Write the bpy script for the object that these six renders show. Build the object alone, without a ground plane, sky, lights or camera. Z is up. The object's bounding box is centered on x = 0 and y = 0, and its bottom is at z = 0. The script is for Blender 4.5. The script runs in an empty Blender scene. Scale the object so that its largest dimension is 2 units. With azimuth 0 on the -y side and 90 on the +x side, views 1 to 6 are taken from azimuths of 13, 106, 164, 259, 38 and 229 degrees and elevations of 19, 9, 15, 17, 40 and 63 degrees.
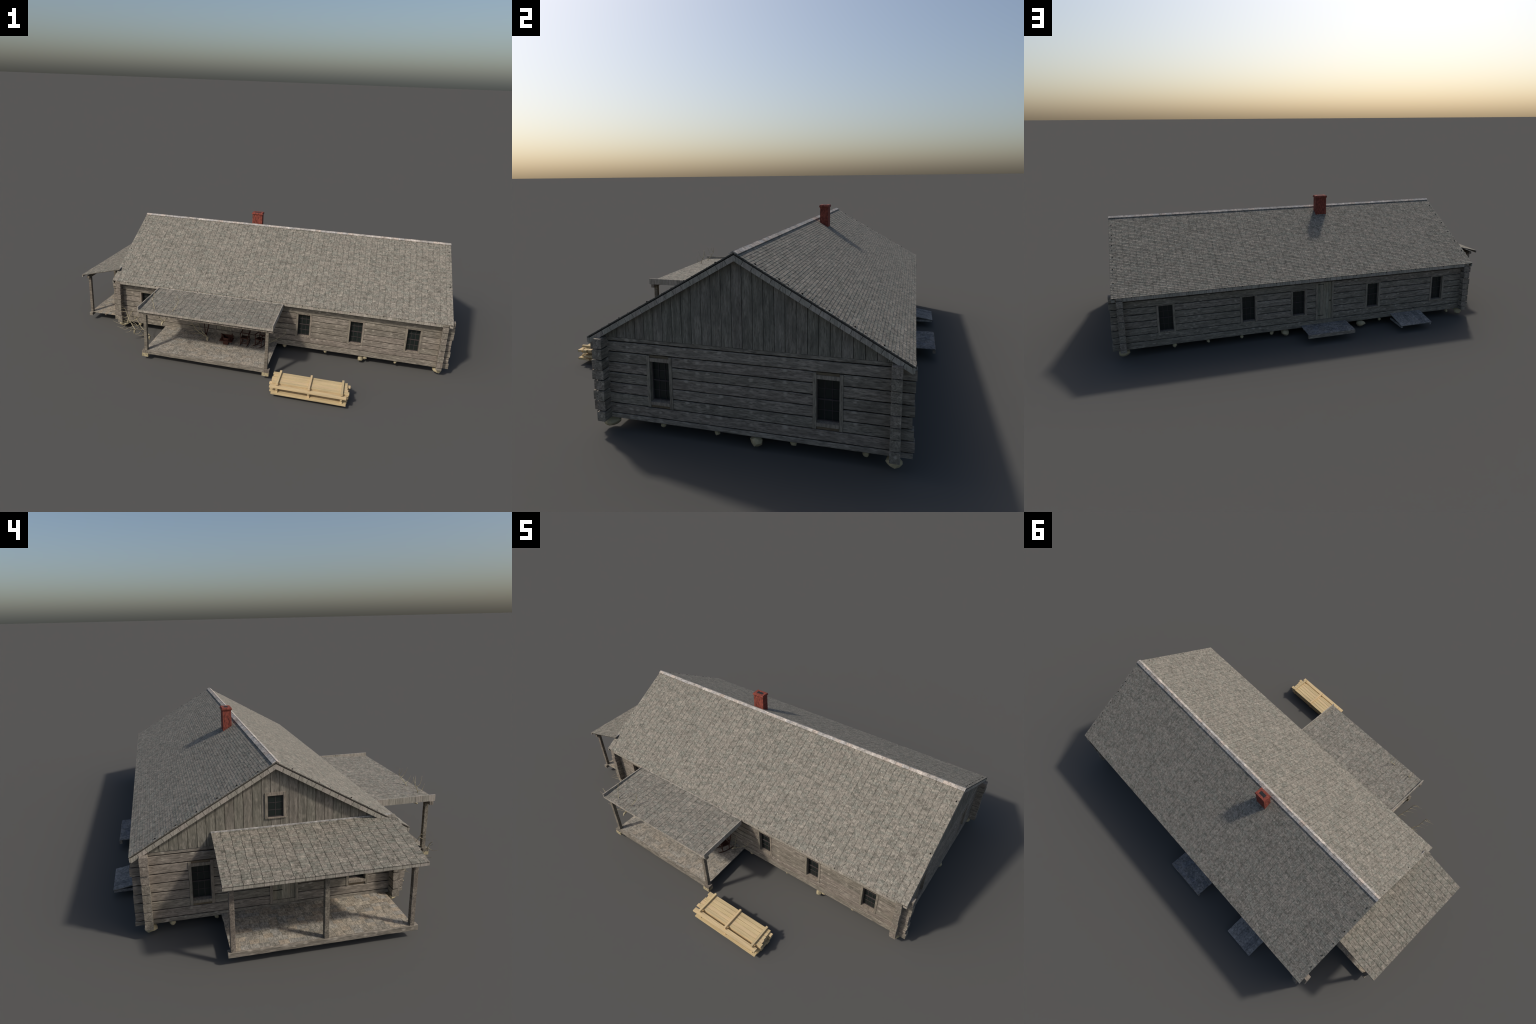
"""Weathered log cabin with two porches, a plank stack, rocking chairs and antlers."""
import bpy, math, random
from mathutils import Vector, Matrix

R = random.Random(7)


# ------------------------------------------------------------------ materials
def new_mat(name, rough=0.85, spec=0.25):
    m = bpy.data.materials.new(name)
    m.use_nodes = True
    nt = m.node_tree
    b = nt.nodes["Principled BSDF"]
    b.inputs["Roughness"].default_value = rough
    b.inputs["Specular IOR Level"].default_value = spec
    return m, nt, b


def node(nt, kind, **kw):
    n = nt.nodes.new(kind)
    for k, v in kw.items():
        if k in n.inputs:
            n.inputs[k].default_value = v
        else:
            setattr(n, k, v)
    return n


def ramp(nt, fac, stops):
    r = nt.nodes.new("ShaderNodeValToRGB")
    e = r.color_ramp.elements
    while len(e) < len(stops):
        e.new(0.5)
    for i, (p, c) in enumerate(stops):
        e[i].position = p
        e[i].color = (*c, 1)
    nt.links.new(fac, r.inputs[0])
    return r.outputs[0]


def mix(nt, fac, a, b, mode="MIX"):
    m = nt.nodes.new("ShaderNodeMix")
    m.data_type = "RGBA"
    m.blend_type = mode
    for sock, v in ((m.inputs[0], fac), (m.inputs[6], a), (m.inputs[7], b)):
        if hasattr(v, "is_linked"):
            nt.links.new(v, sock)
        elif isinstance(v, (int, float)):
            sock.default_value = v
        else:
            sock.default_value = (*v, 1)
    return m.outputs[2]


def math_node(nt, op, a, b=None, clamp=False):
    m = nt.nodes.new("ShaderNodeMath")
    m.operation = op
    m.use_clamp = clamp
    for i, v in enumerate((a, b)):
        if v is None:
            continue
        if hasattr(v, "is_linked"):
            nt.links.new(v, m.inputs[i])
        else:
            m.inputs[i].default_value = v
    return m.outputs[0]


def coords(nt, scale=(1, 1, 1), per_piece=0.0):
    """Object coordinates, scaled, optionally shifted by a random amount per piece."""
    tc = nt.nodes.new("ShaderNodeTexCoord")
    mp = nt.nodes.new("ShaderNodeMapping")
    mp.inputs["Scale"].default_value = scale
    nt.links.new(tc.outputs["Object"], mp.inputs[0])
    rnd = piece_random(nt)
    if per_piece:
        cmb = nt.nodes.new("ShaderNodeCombineXYZ")
        s = math_node(nt, "MULTIPLY", rnd, per_piece)
        s2 = math_node(nt, "MULTIPLY", rnd, per_piece * 1.7)
        for i, q in enumerate((s, s2, s)):
            nt.links.new(q, cmb.inputs[i])
        nt.links.new(cmb.outputs[0], mp.inputs["Location"])
    return mp.outputs[0], rnd


def piece_random(nt):
    g = nt.nodes.new("ShaderNodeNewGeometry")
    o = nt.nodes.new("ShaderNodeObjectInfo")
    s = math_node(nt, "ADD", g.outputs["Random Per Island"], o.outputs["Random"])
    s = math_node(nt, "MULTIPLY", s, 7.31)
    return math_node(nt, "FRACT", s)


def noise(nt, vec, scale, detail=3.0, rough=0.6):
    n = nt.nodes.new("ShaderNodeTexNoise")
    n.inputs["Scale"].default_value = scale
    n.inputs["Detail"].default_value = detail
    n.inputs["Roughness"].default_value = rough
    nt.links.new(vec, n.inputs["Vector"])
    return n.outputs["Fac"]


def bump(nt, b, height, strength=0.3, dist=0.001):
    n = nt.nodes.new("ShaderNodeBump")
    n.inputs["Strength"].default_value = strength
    n.inputs["Distance"].default_value = dist
    nt.links.new(height, n.inputs["Height"])
    nt.links.new(n.outputs[0], b.inputs["Normal"])


def tint(c, k):
    return tuple(min(1, x * k) for x in c)


def wood_mat(name, base, grain=(1, 1, 1), contrast=0.45, tone=0.25, spots=0.0,
             alt=None, spot_col=(0.42, 0.38, 0.32), fine=260.0, patch=28.0):
    """Weathered wood: tone per piece, stretched grain, broad patches, pale spots."""
    m, nt, b = new_mat(name)
    vec, rnd = coords(nt, grain, per_piece=3.0)
    g = noise(nt, vec, fine, 4, 0.65)
    col = ramp(nt, g, [(0.36, tint(base, 1 - contrast)), (0.5, base), (0.66, tint(base, 1 + contrast * 0.7))])
    streak = noise(nt, vec, fine * 0.38, 3, 0.55)
    sk = ramp(nt, streak, [(0.36, (1 - contrast * 0.75,) * 3), (0.48, (1, 1, 1)), (0.64, (1 + contrast * 0.3,) * 3)])
    col = mix(nt, 1.0, col, sk, "MULTIPLY")
    if alt:
        p = noise(nt, vec, patch, 2, 0.5)
        pf = ramp(nt, p, [(0.42, (0, 0, 0)), (0.62, (1, 1, 1))])
        col = mix(nt, math_node(nt, "MULTIPLY", pf, 0.6), col, alt, "MIX")
    t = ramp(nt, rnd, [(0.0, (1 - tone, 1 - tone * 0.9, 1 - tone)), (0.35, (1, 1.015, 0.99)), (0.7, (1.01, 0.98, 0.985)), (1.0, (1 + tone,) * 3)])
    col = mix(nt, 1.0, col, t, "MULTIPLY")
    if spots:
        tc = nt.nodes.new("ShaderNodeTexCoord")
        mp = nt.nodes.new("ShaderNodeMapping")
        mp.inputs["Scale"].default_value = tuple(0.78 if x < 0.5 else 1.0 for x in grain)
        nt.links.new(tc.outputs["Object"], mp.inputs[0])
        v = nt.nodes.new("ShaderNodeTexVoronoi")
        v.inputs["Scale"].default_value = 40
        v.inputs["Randomness"].default_value = 0.5
        nt.links.new(mp.outputs[0], v.inputs["Vector"])
        wob = noise(nt, vec, fine * 0.6, 3, 0.6)
        d = math_node(nt, "ADD", v.outputs["Distance"], math_node(nt, "MULTIPLY", math_node(nt, "SUBTRACT", wob, 0.5), 0.9))
        sf = ramp(nt, d, [(0.05, (1, 1, 1)), (0.24, (0, 0, 0))])
        col = mix(nt, math_node(nt, "MULTIPLY", sf, spots), col, spot_col)
    nt.links.new(col, b.inputs["Base Color"])
    bump(nt, b, g, 0.2, 0.0006)
    return m


def shingle_mat(name, base, alts, grain, tone=0.22, speck=0.5):
    """Shakes: every piece has its own tone; split grain; a few pale and greenish ones."""
    m, nt, b = new_mat(name, 0.9, 0.15)
    vec, rnd = coords(nt, grain, per_piece=5.0)
    g = noise(nt, vec, 300, 3, 0.65)
    wn = nt.nodes.new("ShaderNodeTexWhiteNoise")
    wn.noise_dimensions = "1D"
    nt.links.new(math_node(nt, "MULTIPLY", rnd, 91.7), wn.inputs["W"])
    col = ramp(nt, wn.outputs["Value"], [(0.0, tint(base, 1 - tone)), (0.35, alts[0]), (0.55, base), (0.8, alts[1]), (1.0, tint(base, 1 + tone))])
    tc = nt.nodes.new("ShaderNodeTexCoord")
    big = noise(nt, tc.outputs["Object"], 34, 3, 0.6)
    bf = ramp(nt, big, [(0.3, (0.8,) * 3), (0.5, (1,) * 3), (0.72, (1.16,) * 3)])
    col = mix(nt, 1.0, col, bf, "MULTIPLY")
    mid = noise(nt, tc.outputs["Object"], 95, 3, 0.6)
    mf = ramp(nt, mid, [(0.36, (0.70, 0.71, 0.69)), (0.5, (1,) * 3), (0.66, (1.24, 1.23, 1.20))])
    col = mix(nt, 1.0, col, mf, "MULTIPLY")
    gf = ramp(nt, g, [(0.34, (0.66,) * 3), (0.5, (1, 1, 1)), (0.68, (1.28,) * 3)])
    col = mix(nt, 1.0, col, gf, "MULTIPLY")
    sp = noise(nt, tc.outputs["Object"], 165, 1, 0.4)
    sf = ramp(nt, sp, [(0.63, (0, 0, 0)), (0.72, (1, 1, 1))])
    col = mix(nt, math_node(nt, "MULTIPLY", sf, speck), col, tint(base, 2.1))
    nt.links.new(col, b.inputs["Base Color"])
    bump(nt, b, g, 0.15, 0.0006)
    return m


def plain_mat(name, base, rough=0.8, var=0.25, scale=120, spec=0.25):
    m, nt, b = new_mat(name, rough, spec)
    vec, _ = coords(nt, per_piece=2.0)
    n = noise(nt, vec, scale, 3)
    col = ramp(nt, n, [(0.3, tint(base, 1 - var)), (0.7, tint(base, 1 + var))])
    nt.links.new(col, b.inputs["Base Color"])
    return m


LOG = wood_mat("log_wood", (0.245, 0.212, 0.171), (0.26, 1.2, 1.4), 0.44, 0.09, 0.80,
               alt=(0.165, 0.142, 0.113), spot_col=(0.40, 0.35, 0.28), fine=210, patch=60)
SIDING = wood_mat("siding_wood", (0.222, 0.199, 0.161), (1.6, 1.6, 0.22), 0.38, 0.12, 0.55,
                  alt=(0.115, 0.106, 0.085), spot_col=(0.33, 0.29, 0.23), fine=240, patch=60)
TRIM = wood_mat("trim_wood", (0.345, 0.308, 0.256), (1.5, 1.5, 0.12), 0.3, 0.14, 0.0, fine=330)
FRAME = wood_mat("frame_wood", (0.250, 0.214, 0.168), (1, 1, 0.2), 0.3, 0.1, 0.0, fine=240)
FILLER = wood_mat("filler_wood", (0.150, 0.115, 0.075), (0.2, 0.2, 1), 0.3, 0.1, 0.0, fine=240)
POST = wood_mat("post_wood", (0.215, 0.184, 0.145), (1.3, 1.3, 0.2), 0.5, 0.1, 0.2,
                alt=(0.12, 0.10, 0.08), spot_col=(0.28, 0.24, 0.20), fine=240)
SHINGLE = shingle_mat("roof_shingle", (0.234, 0.211, 0.174), ((0.211, 0.202, 0.168), (0.236, 0.210, 0.174)), (1.6, 0.22, 0.22), 0.12)
SHINGLE_END = shingle_mat("roof_shingle_crosswise", (0.220, 0.197, 0.160), ((0.200, 0.190, 0.155), (0.222, 0.195, 0.160)), (0.22, 1.6, 0.22), 0.14)
CAP = shingle_mat("ridge_board", (0.43, 0.39, 0.345), ((0.41, 0.385, 0.36), (0.46, 0.385, 0.325)), (1.4, 0.25, 0.25), 0.15, 0.1)
FLOOR = shingle_mat("floor_board", (0.300, 0.268, 0.222), ((0.295, 0.274, 0.236), (0.310, 0.268, 0.216)), (1.5, 0.2, 1), 0.12, 0.4)
FLOOR_SIDE = shingle_mat("floor_board_crosswise", (0.305, 0.266, 0.210), ((0.292, 0.272, 0.236), (0.325, 0.268, 0.202)), (0.2, 1.5, 1), 0.2, 0.3)
STEP = shingle_mat("step_board", (0.245, 0.230, 0.215), ((0.225, 0.22, 0.225), (0.265, 0.245, 0.225)), (1.3, 0.2, 1), 0.15, 0.2)
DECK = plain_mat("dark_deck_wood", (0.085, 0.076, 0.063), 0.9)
DOOR = wood_mat("door_wood", (0.275, 0.250, 0.192), (1.5, 1.5, 0.2), 0.35, 0.25, 0.0, alt=(0.25, 0.21, 0.15), fine=240)
DARK = plain_mat("dark_gap", (0.012, 0.011, 0.010), 0.95, 0.2, spec=0.05)
FLUE_DARK = plain_mat("flue_dark", (0.024, 0.024, 0.025), 0.9)
GLASS = plain_mat("dark_glass", (0.0135, 0.0185, 0.0165), 0.35, 0.12, 60, 0.35)
SASH = plain_mat("sash_paint", (0.060, 0.048, 0.047), 0.7, 0.2)
STONE = plain_mat("field_stone", (0.40, 0.335, 0.205), 0.9, 0.4, 140)
MAHOG = plain_mat("red_brown_wood", (0.056, 0.021, 0.015), 0.5, 0.35, 160)
BONE = plain_mat("antler_bone", (0.38, 0.325, 0.21), 0.6, 0.25, 160)
PLANK = wood_mat("fresh_plank", (0.62, 0.465, 0.255), (0.06, 1.5, 1.5), 0.20, 0.14, 0.0, alt=(0.60, 0.46, 0.27), fine=190, patch=40)


def brick_mat():
    m, nt, b = new_mat("red_brick", 0.85, 0.2)
    vec, _ = coords(nt, (1.6, 1.6, 0.55))
    n1 = noise(nt, vec, 130, 4, 0.7)
    col = ramp(nt, n1, [(0.36, (0.085, 0.026, 0.020)), (0.48, (0.20, 0.050, 0.034)), (0.64, (0.31, 0.080, 0.054))])
    v2, _ = coords(nt, (1, 1, 1))
    n2 = noise(nt, v2, 260, 2)
    col = mix(nt, math_node(nt, "MULTIPLY", ramp(nt, n2, [(0.6, (0, 0, 0)), (0.72, (1, 1, 1))]), 0.5), col, (0.12, 0.03, 0.025))
    nt.links.new(col, b.inputs["Base Color"])
    bump(nt, b, n1, 0.6, 0.001)
    return m


BRICK = brick_mat()


# ------------------------------------------------------------------ mesh tools
def link(name, verts, faces, mat, parent=None, smooth=False, loc=None, rot=None):
    me = bpy.data.meshes.new(name)
    me.from_pydata([tuple(v) for v in verts], [], faces)
    me.update()
    import bmesh
    bm = bmesh.new()
    bm.from_mesh(me)
    bmesh.ops.recalc_face_normals(bm, faces=bm.faces)
    bm.to_mesh(me)
    bm.free()
    if smooth:
        for p in me.polygons:
            p.use_smooth = True
    me.materials.append(mat)
    return place(name, me, parent, loc, rot)


def place(name, me, parent=None, loc=None, rot=None):
    o = bpy.data.objects.new(name, me)
    bpy.context.scene.collection.objects.link(o)
    if loc is not None:
        o.location = loc
    if rot is not None:
        o.rotation_euler = rot
    if parent:
        o.parent = parent
    return o


def empty(name, loc, label, category):
    e = bpy.data.objects.new(name, None)
    bpy.context.scene.collection.objects.link(e)
    e["label"] = label
    e["category"] = category
    e.location = loc
    return e


class Pieces:
    """Collects solid pieces into one mesh."""

    def __init__(self):
        self.v, self.f = [], []

    def hexa(self, c):
        n = len(self.v)
        self.v += [Vector(p) for p in c]
        self.f += [tuple(n + i for i in q) for q in ((0, 3, 2, 1), (4, 5, 6, 7), (0, 1, 5, 4), (1, 2, 6, 5), (2, 3, 7, 6), (3, 0, 4, 7))]

    def box(self, x0, x1, y0, y1, z0, z1):
        self.hexa([(x0, y0, z0), (x1, y0, z0), (x1, y1, z0), (x0, y1, z0), (x0, y0, z1), (x1, y0, z1), (x1, y1, z1), (x0, y1, z1)])

    def beam(self, a, b, w, h, up=(0, 0, 1)):
        """Square bar from a to b."""
        a, b, up = Vector(a), Vector(b), Vector(up)
        d = (b - a).normalized()
        s = d.cross(up)
        if s.length < 1e-6:
            s = d.cross(Vector((0, 1, 0)))
        s.normalize()
        u = s.cross(d)
        s *= w / 2
        u *= h / 2
        self.hexa([a - s - u, b - s - u, b + s - u, a + s - u, a - s + u, b - s + u, b + s + u, a + s + u])

    def tube(self, pts, radii, n=7):
        base = len(self.v)
        k = len(pts)
        pts = [Vector(p) for p in pts]
        for i, p in enumerate(pts):
            d = (pts[min(i + 1, k - 1)] - pts[max(i - 1, 0)]).normalized()
            s = d.cross(Vector((0.13, 0.21, 0.97)))
            if s.length < 1e-4:
                s = d.cross(Vector((1, 0, 0)))
            s.normalize()
            u = s.cross(d)
            for j in range(n):
                a = 2 * math.pi * j / n
                self.v.append(p + (s * math.cos(a) + u * math.sin(a)) * radii[i])
        for i in range(k - 1):
            for j in range(n):
                a, b2 = base + i * n + j, base + i * n + (j + 1) % n
                self.f.append((a, b2, b2 + n, a + n))
        self.f.append(tuple(base + j for j in reversed(range(n))))
        self.f.append(tuple(base + (k - 1) * n + j for j in range(n)))

    def make(self, name, mat, parent, stuff=False, smooth=False, loc=None, rot=None):
        o = link(name, self.v, self.f, mat, parent, smooth, loc, rot)
        if stuff:
            o["kind"] = "stuff"
        return o


def timber(name, length, depth, height, mat, parent, loc, rot=None, chamfer=0.0014, wob=0.0004, rng=R):
    """Hewn timber along local x, chamfered, with slightly uneven faces."""
    n = max(2, int(length / 0.03) + 1)
    hd, hh, c = depth / 2, height / 2, chamfer
    prof = [(-hd, -hh + c), (-hd + c, -hh), (hd - c, -hh), (hd, -hh + c), (hd, hh - c), (hd - c, hh), (-hd + c, hh), (-hd, hh - c)]
    v, f = [], []
    for i in range(n):
        x = -length / 2 + length * i / (n - 1)
        for y, z in prof:
            v.append((x, y + rng.uniform(-wob, wob), z + rng.uniform(-wob, wob)))
    for i in range(n - 1):
        for j in range(8):
            a, b2 = i * 8 + j, i * 8 + (j + 1) % 8
            f.append((a, b2, b2 + 8, a + 8))
    f.append(tuple(range(8)))
    f.append(tuple(range((n - 1) * 8, n * 8)))
    return link(name, v, f, mat, parent, loc=loc, rot=rot)


# ------------------------------------------------------------------ dimensions
XW0, XW1 = -0.7625, 0.966       # outer faces of the gable walls
YF, YB = -0.279, 0.5838         # outer faces of the long walls
TH = 0.0262                     # log thickness
RY, RZ = 0.1523, 0.5542         # ridge line, top of the shingles
SL = 0.5725                     # roof slope
RX0, RX1 = -0.781, 0.985        # roof ends
EAVE = 0.461                    # half width of the roof
COL = 0.0296                    # width of a shingle / board
ROW = 0.0098                    # exposed length of a shingle
Z0 = 0.0365                     # underside of the bottom logs

cabin = empty("log_cabin", (0, 0, 0), "weathered grey log cabin with two porches and brick chimney", "cabin")


def roof_z(y):
    return RZ - SL * abs(y - RY)


# ------------------------------------------------------------------ log walls
X_SEAMS = [Z0 + 0.0318 * k for k in range(9)]
Y_SEAMS = [Z0, 0.0535] + [0.0535 + 0.0318 * k for k in range(1, 8)] + [0.2900]

# openings: centre along the wall, half width, bottom, top
HW = 0.0305
FRONT_WIN = [-0.5965, 0.2752, 0.5395, 0.8175]
BACK_WIN = [0.7640, 0.3905, 0.1470, -0.2385, -0.6000]
PLUS_WIN = [-0.0872, 0.3978]
MINUS_WIN = [0.3967, -0.1343]
openings = {
    "front": [(c, HW, "window") for c in FRONT_WIN] + [(-0.157, 0.0385, "door")],
    "back": [(c, HW, "window") for c in BACK_WIN] + [(0.0165, 0.0360, "door")],
    "plus": [(c, HW, "window") for c in PLUS_WIN],
    "minus": [(c, HW, "window") for c in MINUS_WIN] + [(0.1245, 0.0390, "door")],
}
JAMB = 0.0098


def courses_cut(kind, along_x):
    if along_x:
        return (X_SEAMS[2] - 1e-4, X_SEAMS[6] + 1e-4) if kind == "window" else (X_SEAMS[1] - 1e-4, X_SEAMS[7] + 1e-4)
    return (Y_SEAMS[2] - 1e-4, Y_SEAMS[7] + 1e-4) if kind == "window" else (Y_SEAMS[1] - 1e-4, Y_SEAMS[7] + 1e-4)


def build_wall(side):
    along_x = side in ("front", "back")
    seams = X_SEAMS if along_x else Y_SEAMS
    core = Pieces()
    for k in range(len(seams) - 1):
        zb, zt = seams[k], seams[k + 1]
        if along_x:
            a0, a1 = -0.796, 1.0
            if k != len(seams) - 3:
                a0 += R.uniform(0.0, 0.005)
                a1 -= R.uniform(0.0, 0.006)
        else:
            a0, a1 = -0.311 + R.uniform(-0.002, 0.004), 0.617 - R.uniform(-0.001, 0.007)
            if k == 0:
                a0, a1 = a0 + 0.006, a1 - 0.002
        cuts = []
        for c, hw, kind in openings[side]:
            lo, hi = courses_cut(kind, along_x)
            if zb >= lo and zt <= hi:
                cuts.append((c - hw - JAMB, c + hw + JAMB))
        cuts.sort()
        segs, cur = [], a0
        for s, e in cuts:
            segs.append((cur, s))
            cur = e
        segs.append((cur, a1))
        gap = 0.0028
        for s, e in segs:
            mid, ln = (s + e) / 2, e - s
            zc = (zb + zt) / 2
            if along_x:
                yc = (YF + TH / 2) if side == "front" else (YB - TH / 2)
                timber("log", ln, TH + R.uniform(-0.0008, 0.0008), zt - zb - gap, LOG, cabin, (mid, yc, zc), (0, 0, 0))
                core.box(max(s, XW0 + 0.004), min(e, XW1 - 0.004), yc - 0.0085, yc + 0.0085, zb, zt)
            else:
                xc = (XW1 - TH / 2) if side == "plus" else (XW0 + TH / 2)
                timber("log", ln, TH + R.uniform(-0.0008, 0.0008), zt - zb - gap, LOG, cabin, (xc, mid, zc), (0, 0, math.pi / 2))
                core.box(xc - 0.0085, xc + 0.0085, max(s, YF + 0.004), min(e, YB - 0.004), zb, zt)
    core.make("dark_seam_core", DARK, cabin)  # near-black filling that gives the dark lines between the logs
    # chinking between the crossed log ends at the corners, so that no daylight passes
    ends = Pieces()
    if along_x:
        for x0, x1 in ((-0.789, XW0 + 0.02), (XW1 - 0.02, 0.992)):
            ends.box(x0, x1, yc - 0.009, yc + 0.009, Z0 + 0.004, seams[-1] - 0.004)
    else:
        for y0, y1 in ((-0.294, YF + 0.02), (YB - 0.02, 0.602)):
            ends.box(xc - 0.009, xc + 0.009, y0, y1, Z0 + 0.004, 0.272)
    ends.make("dark_seam_core", DARK, cabin)


for s in openings:
    build_wall(s)


# ------------------------------------------------------------------ windows and doors
def wall_frame(side, c):
    """Matrix: local x along the wall, local y into the wall, z up, origin on the outer face."""
    if side == "front":
        return Matrix.Translation((c, YF, 0))
    if side == "back":
        return Matrix.Translation((c, YB, 0)) @ Matrix.Rotation(math.pi, 4, "Z")
    if side == "plus":
        return Matrix.Translation((XW1, c, 0)) @ Matrix.Rotation(math.pi / 2, 4, "Z")
    return Matrix.Translation((XW0, c, 0)) @ Matrix.Rotation(-math.pi / 2, 4, "Z")


pane_meshes = {}


def pane_mesh(w, h):
    key = (round(w, 5), round(h, 5))
    if key not in pane_meshes:
        p = Pieces()
        p.box(-w / 2, w / 2, -0.0006, 0.0006, -h / 2, h / 2)
        o = p.make("pane", GLASS, None)
        pane_meshes[key] = o.data
        bpy.data.objects.remove(o)
    return pane_meshes[key]


def build_window(side, c, hw=HW, z0=0.1045, z1=0.2255, cols=3, rows=4, gable=False):
    m = wall_frame(side, c)
    out = -0.0016
    f = Pieces()
    j = JAMB
    x_wall = side in ("front", "back")
    if gable:
        jb, zb, zt = 0.0085, z0 - 0.0035, z1 + 0.0105
        out = -0.0045
    else:
        jb = j - 0.0004
        zb, zt = (X_SEAMS[2] - 0.001, X_SEAMS[6] + 0.001) if x_wall else (Y_SEAMS[2] + 0.002, Y_SEAMS[7] - 0.002)
    dep = 0.0245 if not gable else 0.003
    f.box(-hw - jb, -hw, out, dep, zb, zt)
    f.box(hw, hw + jb, out, dep, zb, zt)
    f.box(-hw + 1e-4, hw - 1e-4, out + 0.0008, dep, z1, z1 + 0.0105 if not x_wall else zt)
    f.box(-hw - 0.001 + 0.0012, hw - 1e-4, out - 0.001, dep, (zb if x_wall or gable else z0 - 0.0095), z0)
    win = f.make("window", FRAME, cabin)
    win.matrix_world = m
    if not x_wall and not gable:
        g = Pieces()
        g.box(-hw + 0.0002, hw - 0.0002, 0.0015, 0.02, z1 + 0.0106, zt + 0.001)
        g.box(-hw + 0.0002, hw - 0.0002, 0.0015, 0.02, zb - 0.001, z0 - 0.0096)
        g.make("filler_board", FILLER, win)
    # sash: stiles, rails and glazing bars
    s = Pieces()
    d0, d1 = (0.0145, 0.0185) if not gable else (-0.0005, 0.0025)
    e = 0.0022
    s.box(-hw, -hw + e, d0, d1, z0, z1)
    s.box(hw - e, hw, d0, d1, z0, z1)
    s.box(-hw + e, hw - e, d0 + 2e-4, d1, z0, z0 + e * 1.3)
    s.box(-hw + e, hw - e, d0 + 2e-4, d1, z1 - e, z1)
    zm = (z0 + z1) / 2
    if rows == 4:
        s.box(-hw + e, hw - e, d0 - 0.0012, d1, zm - 0.0018, zm + 0.0018)
    pw, ph = 2 * hw / cols, (z1 - z0) / rows
    for i in range(1, cols):
        s.box(-hw + i * pw - 0.0009, -hw + i * pw + 0.0006, d0 + 5e-4, d1, z0, z1)
    for i in range(1, rows):
        if rows == 4 and i == 2:
            continue
        s.box(-hw, hw, d0 + 7e-4, d1, z0 + i * ph - 0.0008, z0 + i * ph + 0.0008)
    s.make("sash", SASH, win)
    me = pane_mesh(pw, ph)
    for i in range(cols):
        for k in range(rows):
            place("pane", me, win, (-hw + (i + 0.5) * pw, d1 - 0.0012, z0 + (k + 0.5) * ph))
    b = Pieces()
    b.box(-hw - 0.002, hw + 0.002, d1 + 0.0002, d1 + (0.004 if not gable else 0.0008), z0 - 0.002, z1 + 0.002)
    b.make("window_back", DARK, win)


for c in FRONT_WIN:
    build_window("front", c)
for c in BACK_WIN:
    build_window("back", c)
for c in PLUS_WIN:
    build_window("plus", c)
for c in MINUS_WIN:
    build_window("minus", c)
build_window("minus", 0.1513, hw=0.0258, z0=0.3670, z1=0.4395, cols=2, rows=3, gable=True)


def build_door(side, c, hw, z0, z1, slits, flip=1):
    m = wall_frame(side, c)
    x_wall = side in ("front", "back")
    top = (X_SEAMS[7] if x_wall else Y_SEAMS[7]) - 0.001
    bot = (X_SEAMS[1] if x_wall else Y_SEAMS[1]) + 0.001
    f = Pieces()
    f.box(-hw - JAMB + 4e-4, -hw, -0.0016, 0.021, bot, top)
    f.box(hw, hw + JAMB - 4e-4, -0.0016, 0.021, bot, top)
    f.box(-hw + 1e-4, hw - 1e-4, -0.001, 0.021, z1, top)
    f.box(-hw + 1e-4, hw - 1e-4, -0.0012, 0.021, bot, z0)
    door = f.make("door_frame", FRAME, cabin)
    door.matrix_world = m
    leaf = Pieces()
    n = 5
    w = 2 * hw / n
    for i in range(n):
        d = R.uniform(0, 0.0008)
        leaf.box(-hw + i * w + 0.0003, -hw + (i + 1) * w - 0.0003, 0.0035 + d, 0.009, z0, z1)
    lf = leaf.make("door", DOOR, door)
    back = Pieces()
    back.box(-hw, hw, 0.0092, 0.02, z0, z1)
    for z in slits:
        x0 = -hw * 0.95 if flip > 0 else hw * 0.12
        back.box(x0, x0 + hw * 0.83, 0.0026, 0.009, z - 0.0011, z + 0.0011)
    back.make("door_gap", DARK, lf)
    k = Pieces()
    kx = hw * 0.78 * flip
    k.box(kx - 0.002, kx + 0.002, -0.002, 0.004, (z0 + z1) / 2 - 0.004, (z0 + z1) / 2)
    k.make("door_knob", DARK, lf)


build_door("back", 0.0165, 0.0360, 0.0700, 0.2580, (0.089, 0.246), flip=1)
build_door("front", -0.157, 0.0385, 0.0695, 0.2450, (0.0915, 0.232), flip=1)
build_door("minus", 0.1245, 0.0390, 0.0660, 0.2420, (0.1005, 0.230), flip=1)


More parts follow.
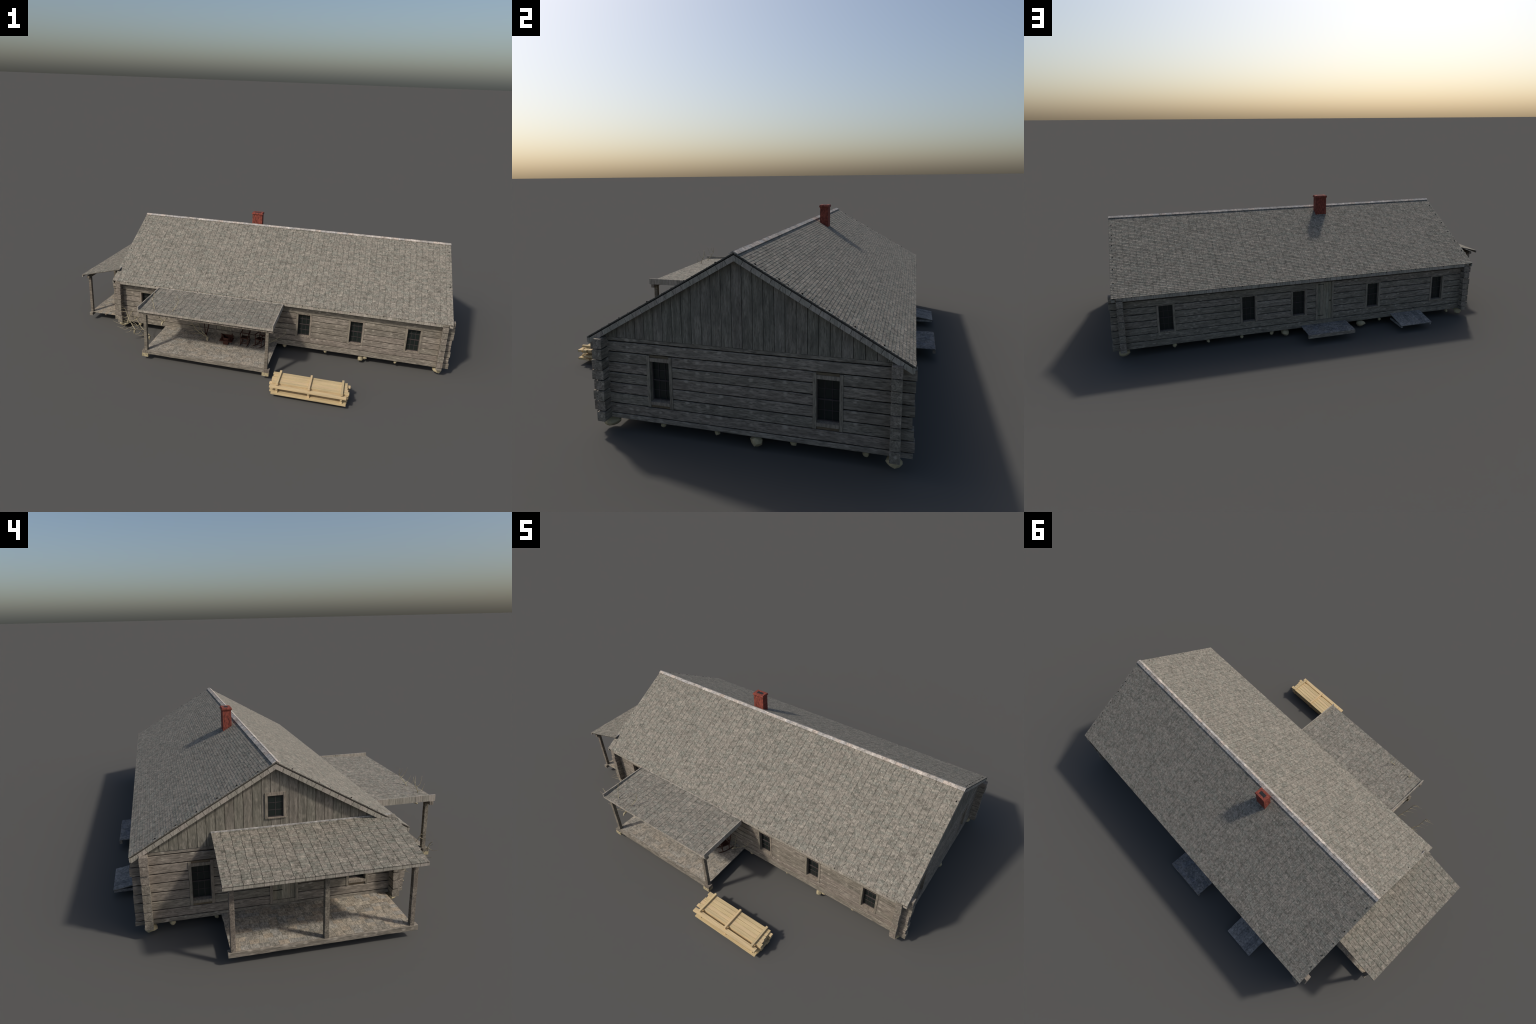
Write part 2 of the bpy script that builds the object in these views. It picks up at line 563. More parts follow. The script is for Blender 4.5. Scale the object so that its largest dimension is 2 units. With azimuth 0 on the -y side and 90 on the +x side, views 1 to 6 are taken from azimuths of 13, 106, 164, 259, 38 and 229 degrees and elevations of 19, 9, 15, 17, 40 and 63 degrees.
# ------------------------------------------------------------------ gables: vertical boards
def build_gable(xo, sgn):
    y = YF + 0.001
    hole = (0.1513 - 0.027, 0.1513 + 0.027, 0.3655, 0.4405) if sgn < 0 else None
    backing = Pieces()
    while y < YB - 0.002:
        y1 = min(y + COL, YB - 0.001)
        a, b = y + 0.0007, y1 - 0.0007
        za, zb = roof_z(a) - 0.006, roof_z(b) - 0.006
        x1 = xo + sgn * R.uniform(0.0008, 0.0018)
        x0 = xo - sgn * 0.005
        pk = Pieces()
        pts = [(a, za), (b, zb)]
        if a < RY < b:
            pts = [(a, za), (RY, roof_z(RY) - 0.006), (b, zb)]
        zlow = 0.2895
        v = [(x0, a, zlow), (x0, b, zlow)] + [(x0, q, z) for q, z in reversed(pts)]
        n = len(v)
        v += [(x1, q, z) for _, q, z in v]
        f = [tuple(range(n)), tuple(range(2 * n - 1, n - 1, -1))] + [(i, (i + 1) % n, (i + 1) % n + n, i + n) for i in range(n)]
        if hole and a < hole[1] and b > hole[0]:
            for lo, hi in ((zlow, hole[2]), (hole[3], None)):
                bd = Pieces()
                ha = za if hi is None else hi
                hb = zb if hi is None else hi
                xa, xb = min(x0, x1), max(x0, x1)
                bd.hexa([(xa, a, lo), (xb, a, lo), (xb, b, lo), (xa, b, lo), (xa, a, ha), (xb, a, ha), (xb, b, hb), (xa, b, hb)])
                bd.make("siding_board", SIDING, cabin)
            for ya, yb in ((a, min(b, hole[0])), (max(a, hole[1]), b)):
                if yb - ya > 0.001:
                    bd = Pieces()
                    bd.box(min(x0, x1), max(x0, x1), ya, yb, hole[2], hole[3])
                    bd.make("siding_board", SIDING, cabin)
        else:
            link("siding_board", v, f, SIDING, cabin)
        y = y1
    v = []
    for x in (xo - sgn * 0.0035, xo - sgn * 0.012):
        v += [(x, YF + 0.004, 0.285), (x, YB - 0.004, 0.285), (x, YB - 0.004, roof_z(YB) - 0.008), (x, RY, RZ - 0.010), (x, YF + 0.004, roof_z(YF) - 0.008)]
    f = [(0, 1, 2, 3, 4), (9, 8, 7, 6, 5)] + [(i, (i + 1) % 5, (i + 1) % 5 + 5, i + 5) for i in range(5)]
    link("gable_backing", v, f, DARK, cabin)


build_gable(XW1, 1)
build_gable(XW0, -1)


# ------------------------------------------------------------------ roofs
def roof_frame(o, run, down):
    """o: upper corner; run: unit vector along the ridge; down: unit vector down the slope."""
    o, run, down = Vector(o), Vector(run).normalized(), Vector(down).normalized()
    n = run.cross(down)
    if n.z < 0:
        n = -n
    return o, run, down, n


def shingle_corners(fr, u0, u1, v0, v1, t_hi, t_lo):
    o, run, down, n = fr
    p = lambda u, v, h: o + run * u + down * v + n * h
    return [p(u0, v0, -0.0012), p(u1, v0, -0.0012), p(u1, v1, -0.0012), p(u0, v1, -0.0012),
            p(u0, v0, t_hi), p(u1, v0, t_hi), p(u1, v1, t_lo), p(u0, v1, t_lo)]


def shingle_field(fr, length, slope_len, rows, seed, thick=0.0007, gap=0.00052):
    """Yields the corners of every shingle of a roof face, row by row."""
    rg = random.Random(seed)
    ncol = max(1, round(length / COL))
    w = length / ncol
    h = slope_len / rows
    for r in range(rows):
        off = rg.uniform(-0.0012, 0.0012)
        edge = 0.0
        for c in range(ncol):
            u0 = edge + gap
            edge = (c + 1) * w + (off + rg.uniform(-0.0005, 0.0005) if c < ncol - 1 else 0)
            u1 = edge - gap
            cuts = [u0, u1]
            if rg.random() < 0.35:
                cuts = [u0, u0 + (u1 - u0) * rg.uniform(0.35, 0.65), u1]
            for a, b in zip(cuts, cuts[1:]):
                t = thick * rg.uniform(0.75, 1.2)
                v1 = (r + 1) * h + (rg.uniform(-0.0005, 0.0007) if r < rows - 1 else 0)
                yield shingle_corners(fr, a, b - 0.0003, r * h - 0.002 if r else 0, v1, 0.0002, t)


def slab(fr, length, slope_len, top, bottom, name, mat):
    o, run, down, n = fr
    p = Pieces()
    c = []
    for h in (bottom, top):
        c += [o + n * h, o + run * length + n * h, o + run * length + down * slope_len + n * h, o + down * slope_len + n * h]
    p.hexa(c)
    return p.make(name, mat, cabin)


ang = math.atan(SL)
slope_len = EAVE / math.cos(ang)
for sgn, seed in ((-1, 11), (1, 12)):
    fr = roof_frame((RX0, RY, RZ - 0.0015), (1, 0, 0), (0, sgn * math.cos(ang), -math.sin(ang)))
    p = Pieces()
    for c in shingle_field(fr, RX1 - RX0, slope_len, 54, seed, 0.0007 if sgn < 0 else 0.0010, 0.00052 if sgn < 0 else 0.0003):
        p.hexa(c)
    p.make("roof_shingles", SHINGLE, cabin, stuff=True)
    slab(fr, RX1 - RX0, slope_len - 0.001, -0.0010, -0.0035, "roof_deck", DECK)


def board_strip(a, b, across, thick, width_pieces=COL, gap=0.0005, seed=3):
    """A board made of short pieces laid side by side from a to b.
    across: vector of the board's height, thick: vector of its thickness."""
    rg = random.Random(seed)
    a, b, across, thick = Vector(a), Vector(b), Vector(across), Vector(thick)
    d = b - a
    n = max(1, round(d.length / width_pieces))
    p = Pieces()
    for i in range(n):
        g = gap / d.length
        q0, q1 = a + d * (i / n + (g if i else 0)), a + d * ((i + 1) / n - (g if i < n - 1 else 0))
        tk = thick * (1 + rg.uniform(-0.08, 0.08))
        p.hexa([q0, q1, q1 + across, q0 + across, q0 + tk, q1 + tk, q1 + across + tk, q0 + across + tk])
    return p


# ridge boards
for sgn in (-1, 1):
    d = Vector((0, sgn * math.cos(ang), -math.sin(ang)))
    n = Vector((0, sgn * math.sin(ang), math.cos(ang)))
    o = Vector((RX0, RY, RZ + 0.0002 if sgn > 0 else RZ + 0.0006))
    board_strip(o, o + Vector((RX1 - RX0, 0, 0)), d * 0.0135, n * 0.0026, COL * 1.02, 0.0002, 5).make("ridge_board", CAP, cabin, stuff=True)

# rake (barge) boards on both gables, plus a black bar modelled as the shadow under the shingles
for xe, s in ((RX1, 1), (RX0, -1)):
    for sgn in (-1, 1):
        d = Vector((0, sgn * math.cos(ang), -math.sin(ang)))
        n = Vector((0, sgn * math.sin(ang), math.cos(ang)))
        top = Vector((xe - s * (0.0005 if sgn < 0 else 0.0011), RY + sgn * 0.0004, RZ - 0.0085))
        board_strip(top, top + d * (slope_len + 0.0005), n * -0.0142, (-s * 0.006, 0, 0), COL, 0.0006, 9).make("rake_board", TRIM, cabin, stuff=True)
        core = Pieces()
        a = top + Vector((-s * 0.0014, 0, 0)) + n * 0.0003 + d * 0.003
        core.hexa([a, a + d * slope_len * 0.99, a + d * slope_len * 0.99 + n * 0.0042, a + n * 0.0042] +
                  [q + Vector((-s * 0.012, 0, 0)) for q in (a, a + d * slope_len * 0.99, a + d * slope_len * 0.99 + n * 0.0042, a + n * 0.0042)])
        core.make("rake_shadow_bar", DARK, cabin)

# eave fascia boards and rafter tips
for sgn in (-1, 1):
    y = RY + sgn * (EAVE - 0.0012)
    zt = roof_z(RY + sgn * EAVE) - 0.0022
    for a, b in ((RX0, RX0 + 0.006), (XW0 + TH + 0.001, XW1 - TH - 0.001), (RX1 - 0.016, RX1)):
        board_strip((a, y, zt), (b, y, zt), (0, 0, -0.0155), (0, -sgn * 0.005, 0), COL, 0.0004, 21).make("fascia_board", TRIM, cabin, stuff=True)
    p = Pieces()
    x = RX0 + 0.092
    while x < RX1 - 0.06:
        p.box(x - 0.0017, x + 0.0017, y - 0.0016, y + 0.0016, zt - 0.0030, zt + 0.0008)
        x += 0.0795
    p.make("rafter_tip", DARK, cabin, stuff=True)

# purlin tips that poke through the shingles along the rakes
for xe, s in ((RX1, -1), (RX0, 1)):
    for sgn in (-1, 1):
        p = Pieces()
        k = 0
        v = 0.055
        rgt = random.Random(int(700 + 10 * sgn + s))
        while v < EAVE - 0.03:
            y = RY + sgn * v
            z = roof_z(y)
            w = 0.0019 if k % 2 == 0 else 0.0012
            if sgn < 0 and k % 3:
                w *= 0.35
            if s > 0 and sgn > 0 and k % 2:
                w *= 0.5
            p.box(xe + s * 0.012 - w, xe + s * 0.012 + w, y - w * 1.2, y + w * 1.2, z - 0.003, z + 0.0012)
            v += (0.026 if k % 2 == 0 else 0.040) * rgt.uniform(0.85, 1.15)
            k += 1
        p.make("purlin_tip", DARK, cabin, stuff=True)

# ------------------------------------------------------------------ chimney
ch = Pieces()
cx0, cx1, cy0, cy1 = -0.1265, -0.0685, 0.1845, 0.2212
ch.box(cx0, cx1, cy0, cy1, 0.47, 0.6045)
chimney = ch.make("chimney", BRICK, cabin)
cp = Pieces()
rings = [(0.0, 0.6025), (0.0034, 0.6040), (0.0036, 0.6085), (0.0020, 0.6120), (0.0012, 0.6140)]
hole = (-0.1150, -0.0800, 0.1945, 0.2115)
v, f = [], []
for e, z in rings:
    v += [(cx0 - e, cy0 - e, z), (cx1 + e, cy0 - e, z), (cx1 + e, cy1 + e, z), (cx0 - e, cy1 + e, z)]
for z in (0.6140, 0.595):
    v += [(hole[0], hole[2], z), (hole[1], hole[2], z), (hole[1], hole[3], z), (hole[0], hole[3], z)]
for r in range(len(rings) + 1):
    for j in range(4):
        f.append((r * 4 + j, r * 4 + (j + 1) % 4, r * 4 + 4 + (j + 1) % 4, r * 4 + 4 + j))
link("chimney_cap", v, f, BRICK, chimney)
fl = Pieces()
fl.box(hole[0] - 0.0005, hole[1] + 0.0005, hole[2] - 0.0005, hole[3] + 0.0005, 0.605, 0.6134)  # almost flush solid block in flat dark grey, filling the hole
fl.make("dark_flue_plug", FLUE_DARK, chimney)


# ------------------------------------------------------------------ porch floors
def floor_field(x0, x1, y0, y1, z, along_x, seed, mat, name, thick=0.004):
    """Short staggered boards; joints run across the porch edge."""
    rg = random.Random(seed)
    p = Pieces()
    (a0, a1), (b0, b1) = ((x0, x1), (y0, y1)) if along_x else ((y0, y1), (x0, x1))
    nb = round((b1 - b0) / 0.0205)
    hb = (b1 - b0) / nb
    for r in range(nb):
        a = a0 - rg.uniform(0, COL)
        while a < a1:
            e = a + COL * rg.uniform(0.92, 1.08)
            s0, s1 = max(a, a0) + 0.0003, min(e, a1) - 0.0003
            if s1 - s0 > 0.002:
                t0, t1 = b0 + r * hb + 0.0001, b0 + (r + 1) * hb - 0.0001
                zt = z - rg.uniform(0, 0.0006)
                if along_x:
                    p.box(s0, s1, t0, t1, z - thick, zt)
                else:
                    p.box(t0, t1, s0, s1, z - thick, zt)
            a = e
    return p.make(name, mat, cabin, stuff=True)


# front porch
FX0, FX1, FY, FZ = -0.4860, 0.1430, -0.5620, 0.0455
floor_field(FX0, FX1, FY + 0.006, YF + 0.002, FZ, True, 31, FLOOR, "porch_floor")
timber("porch_rim", 0.640, 0.016, 0.0155, LOG, cabin, (-0.1705, FY + 0.0080, 0.0378), chamfer=0.0010)
for yj in (-0.33, -0.43, -0.51):
    timber("porch_joist", 0.618, 0.009, 0.009, POST, cabin, (-0.1715, yj, FZ - 0.009), chamfer=0.001)
for xc, s in ((-0.4760, -1), (0.1405, 1)):
    timber("porch_post", 0.2140, 0.0160, 0.0158, POST, cabin, (xc, -0.5465, 0.1530), (0, -math.pi / 2, 0), chamfer=0.001)
    b = Pieces()
    b.box(xc + s * 0.0045 - 0.0140, xc + s * 0.0045 + 0.0140, -0.5635, -0.5385, 0.0328, 0.0462)
    b.make("post_base", POST, cabin)
    b = Pieces()
    b.box(xc + s * 0.0010 - 0.0165, xc + s * 0.0010 + 0.0165, -0.5660, -0.5370, 0.0160, 0.0328)
    b.make("foot_stone", STONE, cabin)
# its roof: a shallow shingle field between two level side boards
PX0, PX1 = -0.5080, 0.1690
pz_in, pz_out, py_in, py_out = 0.2825, 0.2705, -0.3060, -0.5660
dy, dz = py_out - py_in, pz_out - pz_in
plen = math.hypot(dy, dz)
fr = roof_frame((PX0 + 0.003, py_in, pz_in - 0.0015), (1, 0, 0), (0, dy, dz))
p = Pieces()
for c in shingle_field(fr, PX1 - PX0 - 0.006, plen, 26, 41, 0.0009):
    p.hexa(c)
p.make("porch_shingles", SHINGLE, cabin, stuff=True)
slab(fr, PX1 - PX0 - 0.006, plen - 0.002, -0.0010, -0.0040, "porch_roof_deck", DECK)
for x, s in ((PX0, 1), (PX1, -1)):
    board_strip((x, -0.3120, 0.2850), (x, py_out - 0.0005, 0.2853), (0, 0, -0.0262), (s * 0.0045, 0, 0), COL, 0.0003, 8).make("porch_side_board", TRIM, cabin, stuff=True)
board_strip((PX0 + 0.0047, py_out, pz_out - 0.0010), (PX1 - 0.0047, py_out, pz_out - 0.0010), (0, 0, -0.0108), (0, 0.004, 0), COL, 0.0003, 14).make("porch_fascia", TRIM, cabin, stuff=True)
for y in (-0.5500,):
    timber("porch_beam", 0.682, 0.0150, 0.0150, POST, cabin, (-0.1710, y, 0.2515), chamfer=0.001)
lip = Pieces()
lip.box(PX0 + 0.006, PX1 - 0.006, -0.3105, -0.3088, 0.2785, 0.2830)
lip.make("roof_flashing", CAP, cabin)

# side porch
SX, SY0, SY1, SZ = -0.9720, -0.2450, 0.3430, 0.0440
floor_field(SX + 0.006, XW0 - 0.001, SY0 + 0.006, SY1 - 0.004, SZ, False, 33, FLOOR_SIDE, "porch_floor")
timber("porch_rim", 0.600, 0.019, 0.0170, LOG, cabin, (SX + 0.0090, 0.0475, 0.0345), (0, 0, math.pi / 2), chamfer=0.0010)
for xj in (-0.80, -0.88):
    timber("porch_joist", 0.570, 0.009, 0.009, POST, cabin, (xj, 0.049, SZ - 0.009), (0, 0, math.pi / 2), chamfer=0.001)
for yc in (-0.2330, 0.0470, 0.3315):
    timber("porch_post", 0.2140, 0.0150, 0.0150, POST, cabin, (-0.9630, yc + 0.0004, 0.1490), (0, -math.pi / 2, 0), chamfer=0.001)
QY0, QY1 = -0.2575, 0.3600
sz_in, sz_out, sx_in, sx_out = 0.3375, 0.2755, -0.7635, -0.9995
dx, dz = sx_out - sx_in, sz_out - sz_in
plen = math.hypot(dx, dz)
fr = roof_frame((sx_in, QY0, sz_in - 0.0015), (0, 1, 0), (dx, 0, dz))
fields = list(shingle_field(fr, QY1 - QY0, plen, 24, 43, 0.0011))
order = list(range(len(fields)))
random.Random(2).shuffle(order)
rest = Pieces()
for i, k in enumerate(order):
    if i < 290:
        q = Pieces()
        q.hexa(fields[k])
        q.make("shingle", SHINGLE_END, cabin)
    else:
        rest.hexa(fields[k])
rest.make("porch_shingles", SHINGLE_END, cabin, stuff=True)
slab(fr, QY1 - QY0, plen - 0.002, -0.0010, -0.0040, "porch_roof_deck", DECK)
board_strip((sx_out + 0.0008, QY0, sz_out - 0.0036), (sx_out + 0.0008, QY1, sz_out - 0.0036), (0, 0, -0.0090), (0.004, 0, 0), COL, 0.0005, 15).make("porch_fascia", TRIM, cabin, stuff=True)
lip = Pieces()
lip.box(-0.7680, -0.7650, QY0 + 0.012, QY1, 0.3340, 0.3392)
lip.make("roof_flashing", CAP, cabin)
for x, z in ((-0.9660, 0.2615),):
    timber("porch_beam", 0.600, 0.0150, 0.0130, POST, cabin, (x, 0.0500, z), (0, 0, math.pi / 2), chamfer=0.001)

# ------------------------------------------------------------------ back steps
floor_field(-0.0955, 0.1370, YB - 0.001, 0.6960, 0.0495, True, 51, STEP, "step_deck", 0.0035)
timber("step_beam", 0.2325, 0.012, 0.0165, LOG, cabin, (0.0208, 0.6925, 0.0376), chamfer=0.001)
timber("step_beam", 0.2200, 0.012, 0.0120, LOG, cabin, (0.0208, 0.6050, 0.0395), chamfer=0.001)
ramp_p = Pieces()
rgr = random.Random(4)
n = 6
for i in range(n):
    x0 = -0.5070 + 0.1675 * i / n
    x1 = -0.5070 + 0.1675 * (i + 1) / n
    h = rgr.uniform(0, 0.0006)
    ramp_p.hexa([(x0 + 3e-4, YB - 0.001, 0.0515), (x1 - 3e-4, YB - 0.001, 0.0515), (x1 - 3e-4, 0.700, 0.0315), (x0 + 3e-4, 0.700, 0.0315),
                 (x0 + 3e-4, YB - 0.001, 0.0548 + h), (x1 - 3e-4, YB - 0.001, 0.0548 + h), (x1 - 3e-4, 0.700, 0.0348 + h), (x0 + 3e-4, 0.700, 0.0348 + h)])
ramp_p.make("ramp_board", STEP, cabin)
for x in (-0.5010, -0.3440):
    timber("ramp_beam", 0.113, 0.0075, 0.0100, STEP, cabin, (x, 0.6420, 0.0275), (0, 0, math.pi / 2), chamfer=0.001)

# ------------------------------------------------------------------ field stones
stone_protos = []
for s in range(4):
    import bmesh
    bm = bmesh.new()
    bmesh.ops.create_icosphere(bm, subdivisions=2, radius=1)
    rg = random.Random(60 + s)
    dirs = [(Vector((rg.uniform(-1, 1), rg.uniform(-1, 1), rg.uniform(-1, 1))).normalized(), rg.uniform(0.55, 0.9)) for _ in range(9)]
    for vv in bm.verts:
        for d, lim in dirs:
            q = vv.co.dot(d)
            if q > lim:
                vv.co -= d * (q - lim) * 0.85
        vv.co *= 1 + rg.uniform(-0.04, 0.04)
    me = bpy.data.meshes.new("foundation_stone")
    bm.to_mesh(me)
    bm.free()
    me.materials.append(STONE)
    stone_protos.append(me)
small = [(0.180, -0.266), (0.396, -0.266), (0.600, -0.268), (0.749, -0.266), (-0.645, -0.268), (-0.49, -0.262), (-0.31, -0.262), (-0.10, -0.262),
         (0.734, 0.572), (0.582, 0.572), (0.426, 0.572), (0.280, 0.572), (-0.287, 0.572), (-0.676, 0.572), (0.02, 0.57), (-0.45, 0.57),
         (0.950, -0.090), (0.950, 0.080), (0.950, 0.302), (0.950, 0.497),
         (-0.748, 0.498), (-0.748, 0.352), (-0.748, 0.18), (-0.748, 0.0), (-0.748, -0.15)]
big = [(0.576, -0.270, 0.020), (0.950, -0.262, 0.030), (0.214, 0.570, 0.026), (-0.182, 0.575, 0.027), (-0.748, 0.568, 0.028), (0.952, 0.568, 0.028),
       (0.948, 0.197, 0.028), (-0.748, -0.262, 0.034), (-0.40, -0.262, 0.026), (-0.748, 0.10, 0.026)]
for i, (x, y) in enumerate(small):
    o = place("foundation_stone", stone_protos[i % 4], cabin, (x, y, 0.0275), (R.uniform(-0.3, 0.3), R.uniform(-0.3, 0.3), R.uniform(0, 6.28)))
    r = R.uniform(0.0080, 0.0105)
    o.scale = (r * 1.1, r, r * 1.15)
for i, (x, y, r) in enumerate(big):
    o = place("foundation_stone", stone_protos[(i + 1) % 4], cabin, (x, y, 0.0195), (0, 0, R.uniform(0, 6.28)))
    o.scale = (r * 0.92, r * R.uniform(0.75, 0.92), 0.0175)

# ------------------------------------------------------------------ stack of planks
pile = empty("plank_stack", (0.364, -0.64, 0.0165), "stack of fresh yellow planks with cross battens", "lumber")


def add_plank(x0, x1, y0, y1, z0, z1, rot=0.0, name="plank"):
    lx, ly, lz = x1 - x0, y1 - y0, z1 - z0
    c = Vector(((x0 + x1) / 2, (y0 + y1) / 2, (z0 + z1) / 2)) - pile.location
    timber(name, lx, ly, lz, PLANK, pile, c, (0, 0, rot), chamfer=0.0004, wob=0.00008)


def plank_layer(y0, y1, z0, z1, n, spread=0.010):
    w = (y1 - y0) / n
    for i in range(n):
        a, b = R.uniform(-spread, spread), R.uniform(-spread, spread)
        add_plank(0.1915 + a, 0.5360 + b, y0 + i * w + 0.0005, y0 + (i + 1) * w - 0.0005, z0, z1 - R.uniform(0, 0.0006), R.uniform(-0.003, 0.003))


plank_layer(-0.7000, -0.5850, 0.0165, 0.0240, 6, 0.006)
plank_layer(-0.6660, -0.5850, 0.0315, 0.0385, 4)
plank_layer(-0.6690, -0.5850, 0.0465, 0.0535, 5)
add_plank(0.1885, 0.5310, -0.6990, -0.6790, 0.0482, 0.0562)
plank_layer(-0.6690, -0.5820, 0.0540, 0.0612, 5, 0.007)
for x in (0.2212, 0.3650, 0.5095):
    for z, y0, y1 in ((0.0241, -0.6930, -0.5800), (0.0390, -0.6945, -0.5800), (0.0613, -0.6905, -0.5795)):
        h = 0.0074 if z < 0.06 else 0.0095
        ln = y1 - y0
        timber("batten", ln, 0.0098, h, PLANK, pile, Vector((x, (y0 + y1) / 2, z + h / 2)) - pile.location, (0, 0, math.pi / 2), chamfer=0.0005, wob=0.0002)


# ------------------------------------------------------------------ rocking chairs
def rocking_chair(loc, yaw):
    top = empty("rocking_chair", loc, "small red brown wooden rocking chair with spindle back", "chair")
    top.rotation_euler = (0, 0, yaw)
    hw = 0.0195
    seat = Pieces()
    for i in range(7):
        x = -hw + 2 * hw * i / 7
        seat.hexa([(x, -0.021, 0.040), (x + 0.0053, -0.021, 0.040), (x + 0.0053, 0.019, 0.034), (x, 0.019, 0.034),
                   (x, -0.021, 0.0435), (x + 0.0053, -0.021, 0.0435), (x + 0.0053, 0.019, 0.0375), (x, 0.019, 0.0375)])
    seat.make("seat", MAHOG, top)
    for s in (-1, 1):
        r = Pieces()
        pts = []
        for i in range(9):
            t = -1 + 2 * i / 8
            pts.append((s * hw * 0.95, t * 0.040, 0.0016 + 0.008 * t * t))
        for a, b in zip(pts, pts[1:]):
            r.beam(a, b, 0.0028, 0.003)
        r.make("rocker", MAHOG, top)
        l = Pieces()
        l.beam((s * hw * 0.95, -0.019, 0.003), (s * hw, -0.019, 0.062), 0.003, 0.003)
        l.make("leg", MAHOG, top)
        l = Pieces()
        l.beam((s * hw * 0.9, 0.016, 0.003), (s * hw, 0.018, 0.040), 0.003, 0.003)
        l.beam((s * hw, 0.018, 0.036), (s * hw * 1.02, 0.034, 0.100), 0.003, 0.003)
        l.make("leg", MAHOG, top)
        a = Pieces()
        a.beam((s * (hw + 0.002), -0.024, 0.063), (s * (hw + 0.001), 0.025, 0.066), 0.0045, 0.0022)
        a.make("armrest", MAHOG, top)
    back = Pieces()
    back.beam((-hw - 0.002, 0.034, 0.0985), (hw + 0.002, 0.034, 0.0985), 0.003, 0.009, up=(0, 0.24, 0.97))
    back.beam((-hw, 0.021, 0.049), (hw, 0.021, 0.049), 0.0022, 0.004)
    for i in range(6):
        x = -hw + 2 * hw * (i + 0.5) / 6
        back.beam((x, 0.021, 0.049), (x, 0.0335, 0.096), 0.0014, 0.0014)
    back.make("backrest", MAHOG, top)
    st = Pieces()
    st.beam((-hw, -0.019, 0.022), (hw, -0.019, 0.022), 0.0016, 0.0016)
    st.beam((-hw, -0.019, 0.012), (hw, -0.019, 0.012), 0.0016, 0.0016)
    st.beam((-hw, 0.017, 0.018), (hw, 0.017, 0.018), 0.0016, 0.0016)
    st.make("stretcher", MAHOG, top)
    return top


rocking_chair((-0.0165, -0.345, FZ), 0.0)
rocking_chair((0.0635, -0.338, FZ), -0.37)

# ------------------------------------------------------------------ cobbler's bench and plough
bench = empty("trough_bench", (-0.1105, -0.372, FZ), "dark red wooden bench with a flared trough on top", "bench")
t = Pieces()
t.box(-0.0335, 0.0335, -0.0150, 0.0300, 0.0180, 0.0225)
t.make("table_board", MAHOG, bench)
t = Pieces()
t.box(-0.0130, 0.0130, -0.0120, 0.0180, 0.0, 0.0180)
t.make("pedestal", MAHOG, bench)
t = Pieces()
for q in ([(-0.027, 0.024), (-0.013, -0.008)], [(0.013, -0.008), (0.027, 0.024)]):
    (xa, ya), (xb, yb) = q
    t.hexa([(xa, ya, 0.0226), (xb, yb, 0.0226), (xb + 0.003, yb + 0.003, 0.0226), (xa + 0.003, ya + 0.003, 0.0226),
            (xa * 1.1, ya, 0.040), (xb * 1.1, yb, 0.040), (xb * 1.1 + 0.003, yb + 0.003, 0.040), (xa * 1.1 + 0.003, ya + 0.003, 0.040)])
t.box(-0.0125, 0.0125, -0.0090, -0.0065, 0.0226, 0.0370)
t.box(-0.0260, 0.0260, 0.0235, 0.0265, 0.0226, 0.0400)
t.make("trough", MAHOG, bench)
for x in (-0.0265, 0.0265):
    t = Pieces()
    t.beam((x, 0.010, 0.0226), (x * 1.07, 0.012, 0.0560 if x > 0 else 0.0500), 0.0042, 0.0042)
    t.make("upright", MAHOG, bench)

plough = empty("hand_plough", (-0.2405, -0.318, FZ), "two slanted red brown handles joined at a foot", "tool")
for s in (-1, 1):
    t = Pieces()
    t.beam((s * 0.0025, 0, 0.002), (s * 0.020, 0.022, 0.105), 0.0042, 0.0042)
    t.make("handle", MAHOG, plough)
t = Pieces()
t.box(-0.005, 0.005, -0.004, 0.004, 0, 0.012)
t.make("foot", MAHOG, plough)
t = Pieces()
t.beam((-0.0145, 0.015, 0.072), (0.0145, 0.015, 0.072), 0.003, 0.003)
t.make("crossbar", MAHOG, plough)


# ------------------------------------------------------------------ antlers
def smooth_path(pts, n):
    pts = [Vector(p) for p in pts]
    out = []
    segs = len(pts) - 1
    for i in range(n + 1):
        t = i / n * segs
        k = min(int(t), segs - 1)
        u = t - k
        p0, p1, p2, p3 = pts[max(k - 1, 0)], pts[k], pts[k + 1], pts[min(k + 2, segs)]
        out.append(0.5 * ((2 * p1) + (p2 - p0) * u + (2 * p0 - 5 * p1 + 4 * p2 - p3) * u * u + (3 * p1 - p0 - 3 * p2 + p3) * u ** 3))
    return out


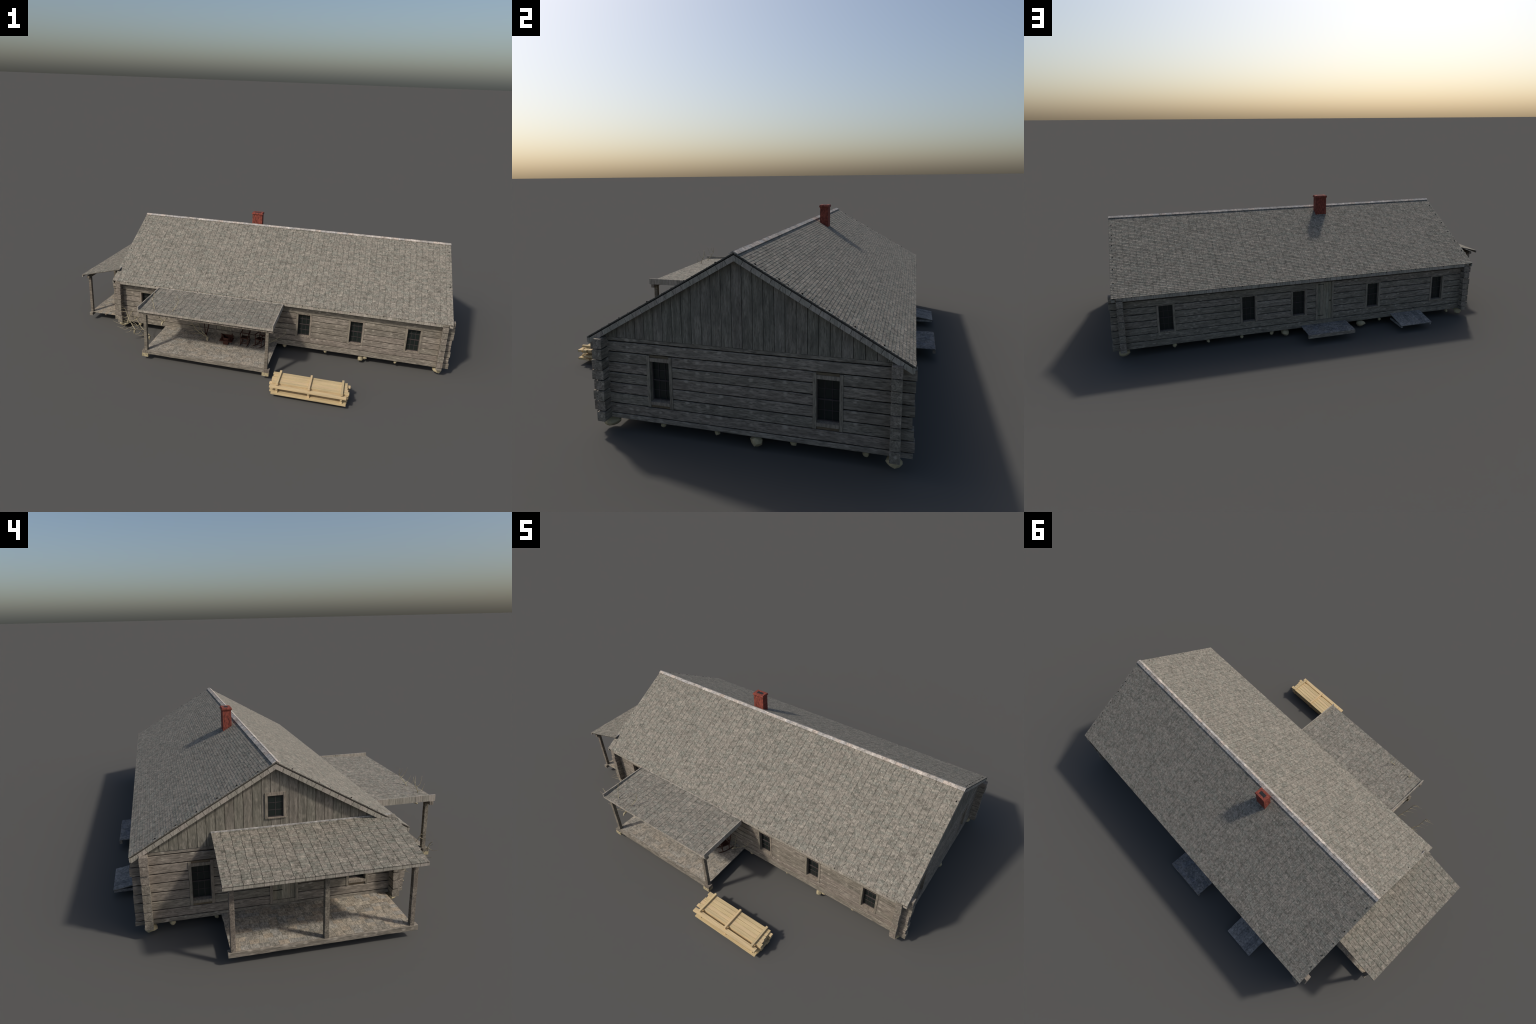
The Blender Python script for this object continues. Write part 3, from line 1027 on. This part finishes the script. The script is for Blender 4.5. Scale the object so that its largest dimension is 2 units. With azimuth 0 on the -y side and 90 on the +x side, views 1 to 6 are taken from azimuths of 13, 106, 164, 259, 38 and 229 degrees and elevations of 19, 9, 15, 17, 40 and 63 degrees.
def antler_rack(loc, up, fwd, size=1.0):
    """Skull with a pair of antlers. up: direction of the beams, fwd: direction of the tines."""
    top = empty("antlers", loc, "pale deer skull with long branching antlers", "antlers")
    u = Vector(up).normalized()
    w = Vector(fwd)
    w = (w - u * w.dot(u)).normalized()
    x = u.cross(w)
    m = Matrix((x, -w, u)).transposed()
    top.rotation_euler = m.to_euler()
    top.scale = (size,) * 3
    sk = Pieces()
    sk.tube([(0, 0.006, 0.004), (0, 0.002, 0.004), (0, -0.008, 0.001), (0, -0.015, -0.005), (0, -0.019, -0.007)], [0.0015, 0.0050, 0.0055, 0.0032, 0.0015], 8)
    sk.make("skull", BONE, top, smooth=True)
    for s in (-1, 1):
        a = Pieces()
        beam = smooth_path([(s * 0.004, 0.003, 0.006), (s * 0.024, 0.006, 0.030), (s * 0.047, 0.0135, 0.064), (s * 0.065, 0.032, 0.095),
                            (s * 0.066, 0.042, 0.114), (s * 0.058, 0.043, 0.137)], 20)
        a.tube(beam, [0.0021 - 0.0014 * i / 20 for i in range(21)], 7)
        for k, mid, tip in ((3, (0.004, -0.020, 0.004), (0.002, -0.034, 0.018)), (6, (0.008, -0.014, 0.010), (0.006, -0.022, 0.038)),
                            (9, (0.006, -0.016, 0.006), (0.004, -0.026, 0.030)), (12, (0.002, -0.015, 0.012), (-0.004, -0.025, 0.044)),
                            (15, (-0.005, -0.006, 0.010), (-0.014, -0.007, 0.030))):
            p = beam[k]
            tine = smooth_path([p, p + Vector((s * mid[0], mid[1], mid[2])), p + Vector((s * tip[0], tip[1], tip[2]))], 8)
            a.tube(tine, [0.0012 - 0.0009 * i / 8 for i in range(9)], 6)
        a.make("antler", BONE, top, smooth=True)
    return top


antler_rack((-0.3850, -0.5450, 0.2080), (0, 0, 1), (0, -1, 0))
antler_rack((-0.5200, -0.4100, 0.0400), (-0.75, -0.35, 0.55), (-0.45, -0.35, -0.6))
antler_rack((-0.6180, -0.3850, 0.0470), (-0.80, -0.30, 0.70), (-0.60, -0.20, -0.77))
antler_rack((-0.7000, -0.3300, 0.0450), (0.35, 0.05, 0.90), (-0.8, -0.5, 0.1), 0.8)
antler_rack((-0.2120, -0.3650, 0.0580), (-0.90, 0.10, 0.32), (-0.3, -0.4, -0.75))
antler_rack((0.1085, -0.3150, 0.0560), (0.25, 0.20, 0.9), (-0.5, -0.8, 0.1), 0.75)
